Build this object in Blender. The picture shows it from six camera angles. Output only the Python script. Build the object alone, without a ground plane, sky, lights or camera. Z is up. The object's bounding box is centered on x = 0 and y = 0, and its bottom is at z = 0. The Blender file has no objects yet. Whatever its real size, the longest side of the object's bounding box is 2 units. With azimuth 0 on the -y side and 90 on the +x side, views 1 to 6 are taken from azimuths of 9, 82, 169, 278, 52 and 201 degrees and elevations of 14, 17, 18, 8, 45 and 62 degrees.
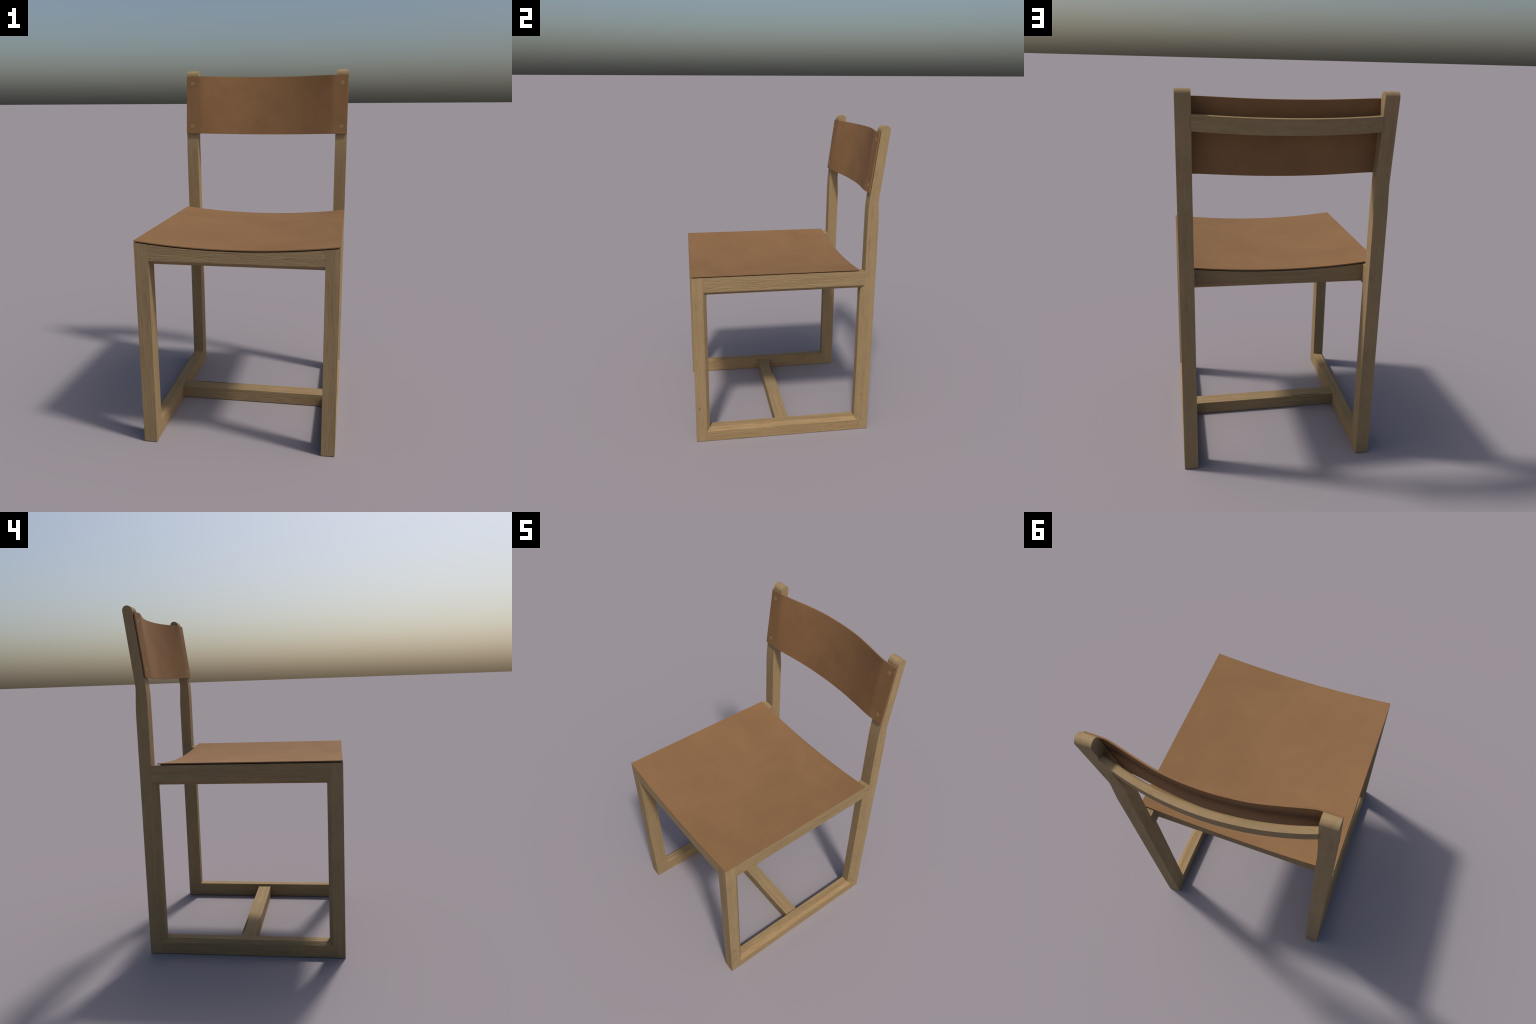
"""Oak side chair with saddle-leather seat and back, built part by part."""
import bpy, bmesh, math
from mathutils import Vector

# ------------------------------------------------------------------ sizes (m)
OUT_X, IN_X = 0.5185, 0.4460          # outer / inner faces of the side frames
FRONT_Y, LEG_Y = -0.6265, -0.5585     # front face / rear face of the front legs
POST_Y, POST_BACK = 0.4440, 0.5124    # front / rear face of the back legs
RUN_Z, RAIL_Z = 0.0685, 1.0260        # top of floor rail, underside of seat rail (outer face)
CH = 0.0200                           # chamfer round the side opening
REAR_RAIL_Y = 0.4035
SEAT_BACK_Y = 0.4070
SEAT_MID, SEAT_RISE = 1.0980, 0.0327  # leather top: height at the middle, rise to the sides
LEATHER, GAP = 0.0060, 0.0060
LEAN = 0.1215                         # lean of the upper posts (dy / dz)


def seat_top(x):
    return SEAT_MID + SEAT_RISE * (x / OUT_X) ** 2


def wood_top(x):
    return seat_top(x) - LEATHER - GAP


# ------------------------------------------------------------------ node help
class Nodes:
    def __init__(self, name):
        self.mat = bpy.data.materials.new(name)
        self.mat.use_nodes = True
        self.t = self.mat.node_tree
        self.t.nodes.clear()

    def add(self, kind, props=None, **inputs):
        n = self.t.nodes.new(kind)
        for k, v in (props or {}).items():
            setattr(n, k, v)
        for k, v in inputs.items():
            key = k.replace("_", " ")
            sock = n.inputs[int(k[1:])] if k[0] == "i" and k[1:].isdigit() else n.inputs[key]
            if isinstance(v, bpy.types.NodeSocket):
                self.t.links.new(v, sock)
            else:
                sock.default_value = v
        return n

    def ramp(self, fac, *stops):
        n = self.add("ShaderNodeValToRGB", Fac=fac)
        e = n.color_ramp.elements
        while len(e) < len(stops):
            e.new(0.5)
        for el, (p, c) in zip(e, stops):
            el.position = p
            el.color = (c, c, c, 1) if not isinstance(c, tuple) else (*c, 1)
        return n.outputs["Color"]

    def mix(self, fac, a, b, mode="MIX"):
        n = self.t.nodes.new("ShaderNodeMix")
        n.data_type, n.blend_type = "RGBA", mode
        for sock, v in ((n.inputs[0], fac), (n.inputs[6], a), (n.inputs[7], b)):
            if isinstance(v, bpy.types.NodeSocket):
                self.t.links.new(v, sock)
            else:
                sock.default_value = (*v, 1) if isinstance(v, tuple) else v
        return n.outputs[2]

    def math(self, op, a, b=0.0):
        return self.add("ShaderNodeMath", {"operation": op}, i0=a, i1=b).outputs[0]

    def noise(self, vec, scale, detail=3.0, rough=0.55, distort=0.0):
        return self.add("ShaderNodeTexNoise", Vector=vec, Scale=scale, Detail=detail,
                        Roughness=rough, Distortion=distort).outputs["Fac"]

    def finish(self, color, rough, normal=None, **extra):
        b = self.add("ShaderNodeBsdfPrincipled", Base_Color=color, Roughness=rough, **extra)
        if normal is not None:
            self.t.links.new(normal, b.inputs["Normal"])
        o = self.add("ShaderNodeOutputMaterial")
        self.t.links.new(b.outputs[0], o.inputs["Surface"])
        return self.mat


def oak(name, axis, relief=1.0, figure=1.0, offset=(0.0, 0.0, 0.0), tint=(1.0, 1.0, 1.0), flaws=(), steamed=False):
    """Pale oiled oak whose grain runs along `axis`.
    relief: depth of the open grain; figure: strength of the colour figure;
    flaws: (centre, half sizes, darkness) of knots and splits; steamed: closed, mottled surface."""
    m = Nodes(name)
    obj = m.add("ShaderNodeTexCoord").outputs["Object"]
    moved = m.add("ShaderNodeMapping", Vector=obj, Location=offset).outputs[0]

    def along(vec, stretch):
        sc = [1.0] * 3
        sc[axis] = stretch
        return m.add("ShaderNodeMapping", Vector=vec, Scale=sc).outputs[0]

    # slight waviness so that the lines do not run dead straight
    wav = m.add("ShaderNodeTexNoise", Vector=along(moved, 0.45), Scale=6.0, Detail=2.0).outputs["Color"]
    wav = m.add("ShaderNodeVectorMath", {"operation": "SUBTRACT"}, i0=wav, i1=(0.5, 0.5, 0.5)).outputs[0]
    wav = m.add("ShaderNodeVectorMath", {"operation": "SCALE"}, i0=wav, Scale=0.020).outputs[0]
    warped = m.add("ShaderNodeVectorMath", {"operation": "ADD"}, i0=moved, i1=wav).outputs[0]

    bands = m.noise(along(warped, 0.035), 46.0, 4.0, 0.6, 0.5)     # growth bands
    fibre = m.noise(along(warped, 0.030), 300.0, 3.0, 0.65)        # fine fibres
    ridges = m.noise(along(warped, 0.085), 150.0, 3.0, 0.6, 0.4)   # open grain
    blotch = m.noise(along(moved, 0.5), 9.0, 2.0, 0.5)             # uneven tone of the board

    pale, mid, deep = (0.324, 0.230, 0.124), (0.290, 0.202, 0.105), (0.230, 0.155, 0.076)
    col = m.mix(m.ramp(bands, (0.32, 0.0), (0.68, 1.0)), mid, pale)
    col = m.mix(m.math("MULTIPLY", m.ramp(bands, (0.28, 1.0), (0.47, 0.0)), 0.55 * figure), col, deep)
    col = m.mix(m.math("MULTIPLY", m.ramp(fibre, (0.34, 1.0), (0.56, 0.0)), 0.42 * figure), col, deep)
    col = m.mix(m.math("MULTIPLY", m.ramp(ridges, (0.33, 1.0), (0.46, 0.0)), 0.32 * figure), col, (0.170, 0.106, 0.046))
    tone = m.ramp(blotch, (0.25, 0.94), (0.75, 1.045))
    col = m.mix(1.0, col, tone, "MULTIPLY")
    # faint drift between olive and warm along the board
    drift = m.noise(along(moved, 0.6), 13.0, 2.0)
    col = m.mix(m.ramp(drift, (0.42, 0.0), (0.66, 1.0)), m.mix(1.0, col, (0.985, 1.006, 0.97), "MULTIPLY"),
                m.mix(1.0, col, (1.018, 0.992, 0.985), "MULTIPLY"))
    if steamed:
        fleck = m.noise(along(moved, 0.30), 34.0, 3.0, 0.6, 0.6)
        col = m.mix(m.math("MULTIPLY", m.ramp(fleck, (0.30, 1.0), (0.40, 0.0)), 0.30), col, (0.165, 0.107, 0.050))
        mott = m.noise(moved, 26.0, 3.0, 0.55)
        col = m.mix(1.0, col, m.ramp(mott, (0.3, 0.955), (0.7, 1.035)), "MULTIPLY")
    if tint != (1.0, 1.0, 1.0):
        col = m.mix(1.0, col, tint, "MULTIPLY")
    for centre, half, dark in flaws:
        d = m.add("ShaderNodeVectorMath", {"operation": "SUBTRACT"}, i0=obj, i1=centre).outputs[0]
        d = m.add("ShaderNodeVectorMath", {"operation": "DIVIDE"}, i0=d, i1=half).outputs[0]
        d = m.add("ShaderNodeVectorMath", {"operation": "LENGTH"}, i0=d).outputs["Value"]
        d = m.math("ADD", d, m.math("MULTIPLY", m.math("SUBTRACT", ridges, 0.5), 0.9))
        col = m.mix(m.math("MULTIPLY", m.ramp(d, (0.55, 1.0), (1.0, 0.0)), dark), col, (0.030, 0.022, 0.016))

    h = m.math("ADD", m.math("MULTIPLY", ridges, 0.9), m.math("MULTIPLY", fibre, 0.45))
    h = m.math("ADD", h, m.math("MULTIPLY", bands, 0.5))
    bump = m.add("ShaderNodeBump", Strength=min(1.0, 0.45 * relief), Distance=0.006, Height=h).outputs[0]
    return m.finish(col, 0.7, bump, Specular_IOR_Level=0.12)


def leather(name, base, streaks=False, clouds=1.0):
    m = Nodes(name)
    obj = m.add("ShaderNodeTexCoord").outputs["Object"]
    cloud = m.noise(obj, 4.2, 4.0, 0.55, 0.4)
    small = m.noise(obj, 16.0, 4.0, 0.6)
    grain = m.noise(obj, 330.0, 2.0, 0.6)
    lo = tuple(c * k for c, k in zip(base, (0.93, 0.92, 0.91)))
    hi = tuple(c * k for c, k in zip(base, (1.05, 1.055, 1.04)))
    col = m.mix(m.ramp(cloud, (0.30, 0.0), (0.72, 1.0)), lo, hi)
    col = m.mix(m.ramp(small, (0.40, 0.0), (0.80, 0.30 * clouds)), col, tuple(c * 0.86 for c in base))
    if streaks:   # the hide was stretched upright: soft darker patches and fine upright lines
        st = m.add("ShaderNodeMapping", Vector=obj, Scale=(1.0, 1.0, 0.10)).outputs[0]
        lines = m.noise(st, 75.0, 3.0, 0.6)
        col = m.mix(m.ramp(lines, (0.42, 0.0), (0.85, 0.35)), col, tuple(c * 0.80 for c in base))
        st2 = m.add("ShaderNodeMapping", Vector=obj, Location=(0.31, 0.0, 0.12), Scale=(1.0, 1.0, 0.75)).outputs[0]
        patch = m.noise(st2, 4.6, 3.0, 0.55, 0.5)
        col = m.mix(m.ramp(patch, (0.50, 0.0), (0.70, 0.55)), col, tuple(c * 0.76 for c in base))
    speck = m.ramp(grain, (0.30, 0.94), (0.70, 1.04))
    col = m.mix(1.0, col, speck, "MULTIPLY")
    h = m.math("ADD", m.math("MULTIPLY", grain, 0.35), small)
    bump = m.add("ShaderNodeBump", Strength=0.18, Distance=0.004, Height=h).outputs[0]
    return m.finish(col, 0.75, bump, Specular_IOR_Level=0.08)


def plain(name, color, rough, metallic=0.0):
    m = Nodes(name)
    obj = m.add("ShaderNodeTexCoord").outputs["Object"]
    n = m.noise(obj, 120.0, 2.0)
    col = m.mix(m.ramp(n, (0.35, 0.0), (0.7, 1.0)), tuple(c * 0.9 for c in color), tuple(c * 1.08 for c in color))
    return m.finish(col, rough, Metallic=metallic)


OAK_X = oak("oak_grain_across", 0, 1.9, 0.70)
OAK_Y = oak("oak_grain_along", 1, 1.6, 0.70)
OAK_Z = oak("oak_grain_upright", 2, 0.7, 0.65,
            flaws=(((0.520, -0.604, 0.238), (0.02, 0.006, 0.013), 0.45), ((0.520, -0.604, 0.932), (0.02, 0.004, 0.024), 0.30)))
OAK_POST = oak("oak_steamed_upright", 2, 0.22, 0.35, (0.37, 0.2, 0.1), steamed=True)
OAK_SLAT = oak("oak_steamed_across", 0, 0.2, 0.30, (0.1, 0.5, 0.9), steamed=True)
OAK_FLOOR = oak("oak_floor_rail", 1, 0.8, 1.2, (0.7, 0.1, 0.3), (1.03, 1.0, 0.97))
OAK_STRETCH = oak("oak_stretcher", 0, 0.7, 1.2, (0.2, 0.8, 0.3),
                  flaws=(((-0.275, -0.0195, 0.0712), (0.155, 0.0046, 0.010), 1.0),))
HIDE_SEAT = leather("saddle_leather_seat", (0.238, 0.131, 0.0605))
HIDE_BACK = leather("saddle_leather_back", (0.246, 0.133, 0.0605), streaks=True)
FELT = plain("dark_spacer_strip", (0.06, 0.04, 0.022), 0.9)
BRASS = plain("dull_brass", (0.285, 0.190, 0.082), 0.6, 0.0)

# ------------------------------------------------------------------ mesh help
CHAIR = bpy.data.objects.new("wooden_chair", None)
bpy.context.collection.objects.link(CHAIR)
CHAIR["label"] = "pale oak side chair with tan leather seat and backrest"
CHAIR["category"] = "chair"


def finish_mesh(name, bm, mat, bevel=0.0014, parent=None, smooth=50):
    bmesh.ops.remove_doubles(bm, verts=bm.verts, dist=1e-5)
    bmesh.ops.dissolve_degenerate(bm, edges=bm.edges, dist=1e-6)
    bmesh.ops.recalc_face_normals(bm, faces=bm.faces)
    if bevel:
        edges = [e for e in bm.edges if e.is_manifold and e.calc_face_angle(0) > math.radians(25)]
        bmesh.ops.bevel(bm, geom=edges, offset=bevel, segments=2, profile=0.6,
                        affect="EDGES", clamp_overlap=True)
    me = bpy.data.meshes.new(name)
    bm.to_mesh(me)
    bm.free()
    me.shade_smooth()
    me.set_sharp_from_angle(angle=math.radians(smooth))
    me.materials.append(mat)
    ob = bpy.data.objects.new(name, me)
    bpy.context.collection.objects.link(ob)
    ob.parent = parent or CHAIR
    if bevel:
        w = ob.modifiers.new("even_faces", "WEIGHTED_NORMAL")
        w.keep_sharp, w.weight = True, 90
    return ob


def loft(sections, diagonals=None):
    """Closed solid through rings of equal point count.
    diagonals[(ring, point)] = 1 splits that wall quad along the other diagonal."""
    bm = bmesh.new()
    rings = [[bm.verts.new(p) for p in s] for s in sections]
    n = len(rings[0])
    for i in range(len(rings) - 1):
        a, b = rings[i], rings[i + 1]
        for j in range(n):
            k = (j + 1) % n
            how = (diagonals or {}).get((i, j))
            if how == 1:
                bm.faces.new((a[j], a[k], b[k]))
                bm.faces.new((a[j], b[k], b[j]))
            elif how == 2:
                bm.faces.new((a[j], a[k], b[j]))
                bm.faces.new((a[k], b[k], b[j]))
            else:
                bm.faces.new((a[j], a[k], b[k], b[j]))
    bm.faces.new(rings[0])
    bm.faces.new(list(reversed(rings[-1])))
    return bm


def merge(bm):
    bmesh.ops.remove_doubles(bm, verts=bm.verts, dist=1e-5)
    return bm


# ------------------------------------------------------------------ side frames
def ring_leg(sx, z, ch, y_far, y_near, slope_top=False):
    """Leg section: y_far = show face, y_near = face towards the opening,
    ch = how far the opening side swells inwards behind the chamfer."""
    d = 1 if y_near > y_far else -1
    pts = [(IN_X, y_far), (OUT_X, y_far), (OUT_X, y_near), (OUT_X - CH, y_near + d * ch), (IN_X, y_near + d * ch)]
    return [(sx * x, y, wood_top(x) if slope_top else z) for x, y in pts]


def front_leg(sx):
    levels = [(0.0, 0), (RUN_Z, 0), (RUN_Z + CH, CH), (RAIL_Z - CH, CH), (RAIL_Z, 0)]
    rings = [ring_leg(sx, z, c, FRONT_Y, LEG_Y) for z, c in levels]
    rings.append(ring_leg(sx, 0, 0, FRONT_Y, LEG_Y, True))
    return loft(rings, {(1, 2): 1, (3, 2): 2})


def post_profile():
    """(front y, front z, back y, back z, swell) from the floor to the rounded top."""
    rows = [(POST_Y, 0.0, POST_BACK, 0.0, 0), (POST_Y, RUN_Z, POST_BACK, RUN_Z, 0),
            (POST_Y, RUN_Z + CH, POST_BACK, RUN_Z + CH, CH),
            (POST_Y, RAIL_Z - CH, POST_BACK, RAIL_Z - CH, CH), (POST_Y, RAIL_Z, POST_BACK, RAIL_Z, 0),
            (POST_Y, 1.25, POST_BACK, 1.25, 0)]
    # bend: front turns back softly near z = 1.53, rear face first draws in, then leans away
    def front(z):
        t = (z - 1.53) / 0.05
        return POST_Y + LEAN * 0.05 * math.log1p(math.exp(t * 2.0)) / 2.0 if t < 12 else POST_Y + LEAN * (z - 1.53)

    def back(z):
        # three straight runs, softly joined: upright, drawing in, leaning back
        def soft(t, w):
            return w * math.log1p(math.exp(t / w)) if t / w < 30 else t
        return POST_BACK - 0.058 * soft(z - 1.425, 0.008) + (0.116 + 0.058) * soft(z - 1.553, 0.007)

    top_z = 1.9710
    zs = [1.36, 1.39, 1.41, 1.425, 1.44, 1.46, 1.48, 1.50, 1.515, 1.53, 1.545, 1.555, 1.565, 1.58, 1.60, 1.63, 1.68, 1.76, 1.86, top_z]
    for z in zs:
        rows.append((front(z), z, back(z), z, 0))
    # rounded end: half circle between the two faces
    fy, by = rows[-1][0], rows[-1][2]
    c, r = (fy + by) / 2, (by - fy) / 2
    for i in range(1, 11):
        a = math.pi / 2 * i / 10
        lift, half = r * 1.03 * math.sin(a), r * math.cos(a)
        rows.append((c - half + LEAN * lift * 0.5, top_z + lift, c + half + LEAN * lift * 0.5, top_z + lift, 0))
    return rows


def back_leg(sx):
    rings = []
    for fy, fz, by, bz, c in post_profile():
        rings.append([(sx * IN_X, by, bz), (sx * OUT_X, by, bz), (sx * OUT_X, fy, fz),
                      (sx * (OUT_X - CH), fy - c, fz), (sx * IN_X, fy - c, fz)])
    return loft(rings, {(1, 2): 1, (3, 2): 2})


def long_rail(sx, z_edge, z_far, up):
    """Rail of the side frame along y, chamfered towards the opening, mitred into the legs."""
    rings = []
    for y, c in ((LEG_Y, 0), (LEG_Y + CH, CH), (POST_Y - CH, CH), (POST_Y, 0)):
        pts = [(IN_X, z_far(IN_X)), (OUT_X, z_far(OUT_X)), (OUT_X, z_edge), (OUT_X - CH, z_edge + up * c), (IN_X, z_edge + up * c)]
        rings.append([(sx * x, y, z) for x, z in pts])
    return loft(rings, {(0, 2): 1, (2, 2): 2})


for sx in (1, -1):
    finish_mesh("front_leg", front_leg(sx), OAK_Z, 0.0010)
    finish_mesh("back_leg", back_leg(sx), OAK_POST, 0.0022)
    finish_mesh("floor_rail", long_rail(sx, RUN_Z, lambda x: 0.0, 1), OAK_FLOOR, 0.0010)
    finish_mesh("side_rail", long_rail(sx, RAIL_Z, wood_top, -1), OAK_Y, 0.0010)


# ------------------------------------------------------------------ cross members
def cross_rail(y0, y1, z_bottom, c0=0.0, c1=0.0):
    """Rail along x whose upper edge follows the dished seat."""
    steps = 40
    rings = []
    for i in range(steps + 1):
        x = -IN_X + 2 * IN_X * i / steps
        zt = wood_top(x)
        rings.append([(x, y0, zt), (x, y1, zt), (x, y1, z_bottom + c1), (x, y1 - c1, z_bottom),
                      (x, y0 + c0, z_bottom), (x, y0, z_bottom + c0)])
    return loft(rings)


finish_mesh("front_rail", cross_rail(FRONT_Y + 0.0006, LEG_Y, RAIL_Z - CH, CH, 0.004), OAK_X, 0.0010)
finish_mesh("back_rail", cross_rail(REAR_RAIL_Y - 0.064, REAR_RAIL_Y, RAIL_Z - CH, 0.004, CH), OAK_X, 0.0010)

s = [[(x, -0.0985, 0.0), (x, -0.0125, 0.0), (x, -0.0125, 0.0735), (x, -0.0985, 0.0735)] for x in (-IN_X, IN_X)]
finish_mesh("stretcher", loft(s), OAK_STRETCH, 0.0012)


# curved slat between the posts, bowed to the rear, front edges rounded over
def crest_slat():
    half, sag = IN_X + 0.002, 0.0775
    R = (half * half + sag * sag) / (2 * sag)
    height, thick, rnd = 0.0745, 0.0365, 0.017
    rings = []
    for i in range(61):
        x = -half + 2 * half * i / 60
        bow = math.sqrt(R * R - x * x) - (R - sag)       # 0 at the posts, sag in the middle
        # local frame of the leaning plane: u = up the lean, n = rearwards normal
        k = math.hypot(1, LEAN)
        u, n = (LEAN / k, 1 / k), (1 / k, -LEAN / k)
        oy, oz = 0.5492 + n[0] * bow, 1.8879 + n[1] * bow   # rear top edge
        sec = [(0.0, 0.0), (0.0, -height)]
        for a in range(7):
            t = math.pi / 2 * a / 6
            sec.append((-thick + rnd * (1 - math.sin(t)), -height + rnd * (1 - math.cos(t))))
        for a in range(7):
            t = math.pi / 2 * a / 6
            sec.append((-thick + rnd * (1 - math.cos(t)), -rnd * (1 - math.sin(t))))
        rings.append([(x, oy + p * n[0] + q * u[0], oz + p * n[1] + q * u[1]) for p, q in sec])
    return loft(rings)


finish_mesh("crest_slat", crest_slat(), OAK_SLAT, 0.0)


# ------------------------------------------------------------------ leather
def sheet(nx, ny, upper, lower):
    bm = bmesh.new()
    top = [[bm.verts.new(upper(i / nx, j / ny)) for j in range(ny + 1)] for i in range(nx + 1)]
    bot = [[bm.verts.new(lower(i / nx, j / ny)) for j in range(ny + 1)] for i in range(nx + 1)]
    for i in range(nx):
        for j in range(ny):
            bm.faces.new((top[i][j], top[i + 1][j], top[i + 1][j + 1], top[i][j + 1]))
            bm.faces.new((bot[i][j], bot[i][j + 1], bot[i + 1][j + 1], bot[i + 1][j]))
    for i in range(nx):
        bm.faces.new((top[i][0], bot[i][0], bot[i + 1][0], top[i + 1][0]))
        bm.faces.new((top[i][ny], top[i + 1][ny], bot[i + 1][ny], bot[i][ny]))
    for j in range(ny):
        bm.faces.new((top[0][j], top[0][j + 1], bot[0][j + 1], bot[0][j]))
        bm.faces.new((top[nx][j], bot[nx][j], bot[nx][j + 1], top[nx][j + 1]))
    return bm


def seat_point(drop):
    def f(u, v):
        x = -OUT_X + 2 * OUT_X * u
        return (x, FRONT_Y + (SEAT_BACK_Y - FRONT_Y) * v, seat_top(x) - drop)
    return f


finish_mesh("seat", sheet(64, 4, seat_point(0.0), seat_point(LEATHER)), HIDE_SEAT, 0.0011)

# recessed strips that carry the seat leather on the rails
INSET = 0.014


def spacer(x0, x1, y0, y1, steps):
    rings = []
    for i in range(steps + 1):
        x = x0 + (x1 - x0) * i / steps
        zt, zb = seat_top(x) - LEATHER - 0.0004, wood_top(x) - 0.0008
        rings.append([(x, y0, zb), (x, y1, zb), (x, y1, zt), (x, y0, zt)])
    return loft(rings)


for x0, x1, y0, y1, steps in ((-IN_X, IN_X, FRONT_Y + INSET, LEG_Y - 0.01, 30),
                              (-IN_X, IN_X, REAR_RAIL_Y - 0.05, REAR_RAIL_Y - 0.006, 30),
                              (IN_X + 0.005, OUT_X - INSET, FRONT_Y + INSET, SEAT_BACK_Y - INSET, 3),
                              (-OUT_X + INSET, -IN_X - 0.005, FRONT_Y + INSET, SEAT_BACK_Y - INSET, 3)):
    finish_mesh("spacer_strip", spacer(x0, x1, y0, y1, steps), FELT, 0.0)

# back leather: flat where it lies on the posts, then swung rearwards between them
BOW = [(0.0, 0.0690), (0.06, 0.0676), (0.11, 0.0640), (0.185, 0.0548), (0.235, 0.0448), (0.30, 0.0297),
       (0.346, 0.0180), (0.385, 0.0085), (0.402, 0.0046), (0.417, 0.0015), (0.432, 0.0), (0.52, 0.0)]


def bow(x):
    """Smooth monotone curve (cubic Hermite) through the bow stations."""
    x = abs(x)
    P = BOW
    sl = [(P[i + 1][1] - P[i][1]) / (P[i + 1][0] - P[i][0]) for i in range(len(P) - 1)]
    tg = [0.0] + [0.0 if sl[i - 1] * sl[i] <= 0 else (sl[i - 1] + sl[i]) / 2 for i in range(1, len(P) - 1)] + [0.0]
    for i in range(len(P) - 1):
        if x <= P[i + 1][0]:
            h = P[i + 1][0] - P[i][0]
            t = (x - P[i][0]) / h
            return ((2 * t**3 - 3 * t**2 + 1) * P[i][1] + (t**3 - 2 * t**2 + t) * h * tg[i]
                    + (-2 * t**3 + 3 * t**2) * P[i + 1][1] + (t**3 - t**2) * h * tg[i + 1])
    return 0.0


BACK_LOW = Vector((0, 0.4418, 1.6070))          # front face of the leather at its lower edge
UP = Vector((0, 0.0440, 0.3590))
NORMAL = Vector((0, UP.z, -UP.y)).normalized()   # rearwards
SWING = Vector((0, 1.0, 0.0))                    # the middle swings out, less at the lower edge


def back_point(extra):
    def f(u, v):
        x = -OUT_X + 2 * OUT_X * u
        return BACK_LOW + UP * v + NORMAL * extra + SWING * (bow(x) * (0.60 + 0.40 * v)) + Vector((0, 0, -0.09 * bow(x))) + Vector((x, 0, 0))
    return f


BACKREST = finish_mesh("backrest", sheet(120, 6, back_point(0.0), back_point(0.0075)), HIDE_BACK, 0.0011)

# packing between back leather and posts
for sx in (1, -1):
    rings = []
    for v in (0.03, 0.97):
        p = BACK_LOW + UP * v
        a, b = p + NORMAL * 0.0072, p + NORMAL * 0.0150
        rings.append([(sx * (IN_X + 0.006), a.y, a.z), (sx * (OUT_X - 0.010), a.y, a.z),
                      (sx * (OUT_X - 0.010), b.y, b.z), (sx * (IN_X + 0.006), b.y, b.z)])
    finish_mesh("spacer_strip", loft(rings), FELT, 0.0)


# slotted screw heads
def screw_mesh():
    r, rim, slot, deep = 0.0118, 0.0008, 0.0015, 0.0016
    bm = bmesh.new()
    for side in (1, -1):
        a0 = math.asin(slot / r)
        arc = [(r * math.cos(a), r * math.sin(a)) for a in
               [a0 - math.pi / 2 + (math.pi - 2 * a0) * i / 20 for i in range(21)]]
        # outline of one half disc: arc from bottom to top, closed by the slot wall
        pts = [(math.sqrt(max(0, r * r - y * y)) if abs(y) < r else 0, y) for _, y in arc]
        pts = [(max(slot, px), py) for px, py in pts]
        f = [bm.verts.new((side * px * 0.95, -rim, py * 0.95)) for px, py in pts]
        g = [bm.verts.new((side * px, -rim * 0.4, py)) for px, py in pts]
        h = [bm.verts.new((side * px, 0.003, py)) for px, py in pts]
        for v in (f[0], f[-1]):
            v.co.x = side * slot
        bm.faces.new(f)
        bm.faces.new(h)
        n = len(f)
        for i in range(n):
            j = (i + 1) % n
            bm.faces.new((f[i], f[j], g[j], g[i]))
            bm.faces.new((g[i], g[j], h[j], h[i]))
    # floor of the slot
    q = [bm.verts.new((sx_, y_, z_)) for y_ in (deep - 0.0012, 0.003) for sx_, z_ in
         ((-slot * 1.2, -r * 0.97), (slot * 1.2, -r * 0.97), (slot * 1.2, r * 0.97), (-slot * 1.2, r * 0.97))]
    for fc in ((0, 1, 2, 3), (4, 5, 6, 7), (0, 1, 5, 4), (1, 2, 6, 5), (2, 3, 7, 6), (3, 0, 4, 7)):
        bm.faces.new([q[i] for i in fc])
    return bm


first = finish_mesh("screw", screw_mesh(), BRASS, 0.0, BACKREST, 20)
spots = [(sx * 0.4808, v) for sx in (1, -1) for v in (0.868, 0.128)]
for i, (x, v) in enumerate(spots):
    ob = first if i == 0 else first.copy()
    if i:
        bpy.context.collection.objects.link(ob)
    p = BACK_LOW + UP * v
    ob.location = (x, p.y, p.z)
    ob.rotation_euler = (-math.atan2(UP.y, UP.z), (0.0, 0.05, -0.04, 0.08)[i], 0)
    ob.parent = BACKREST
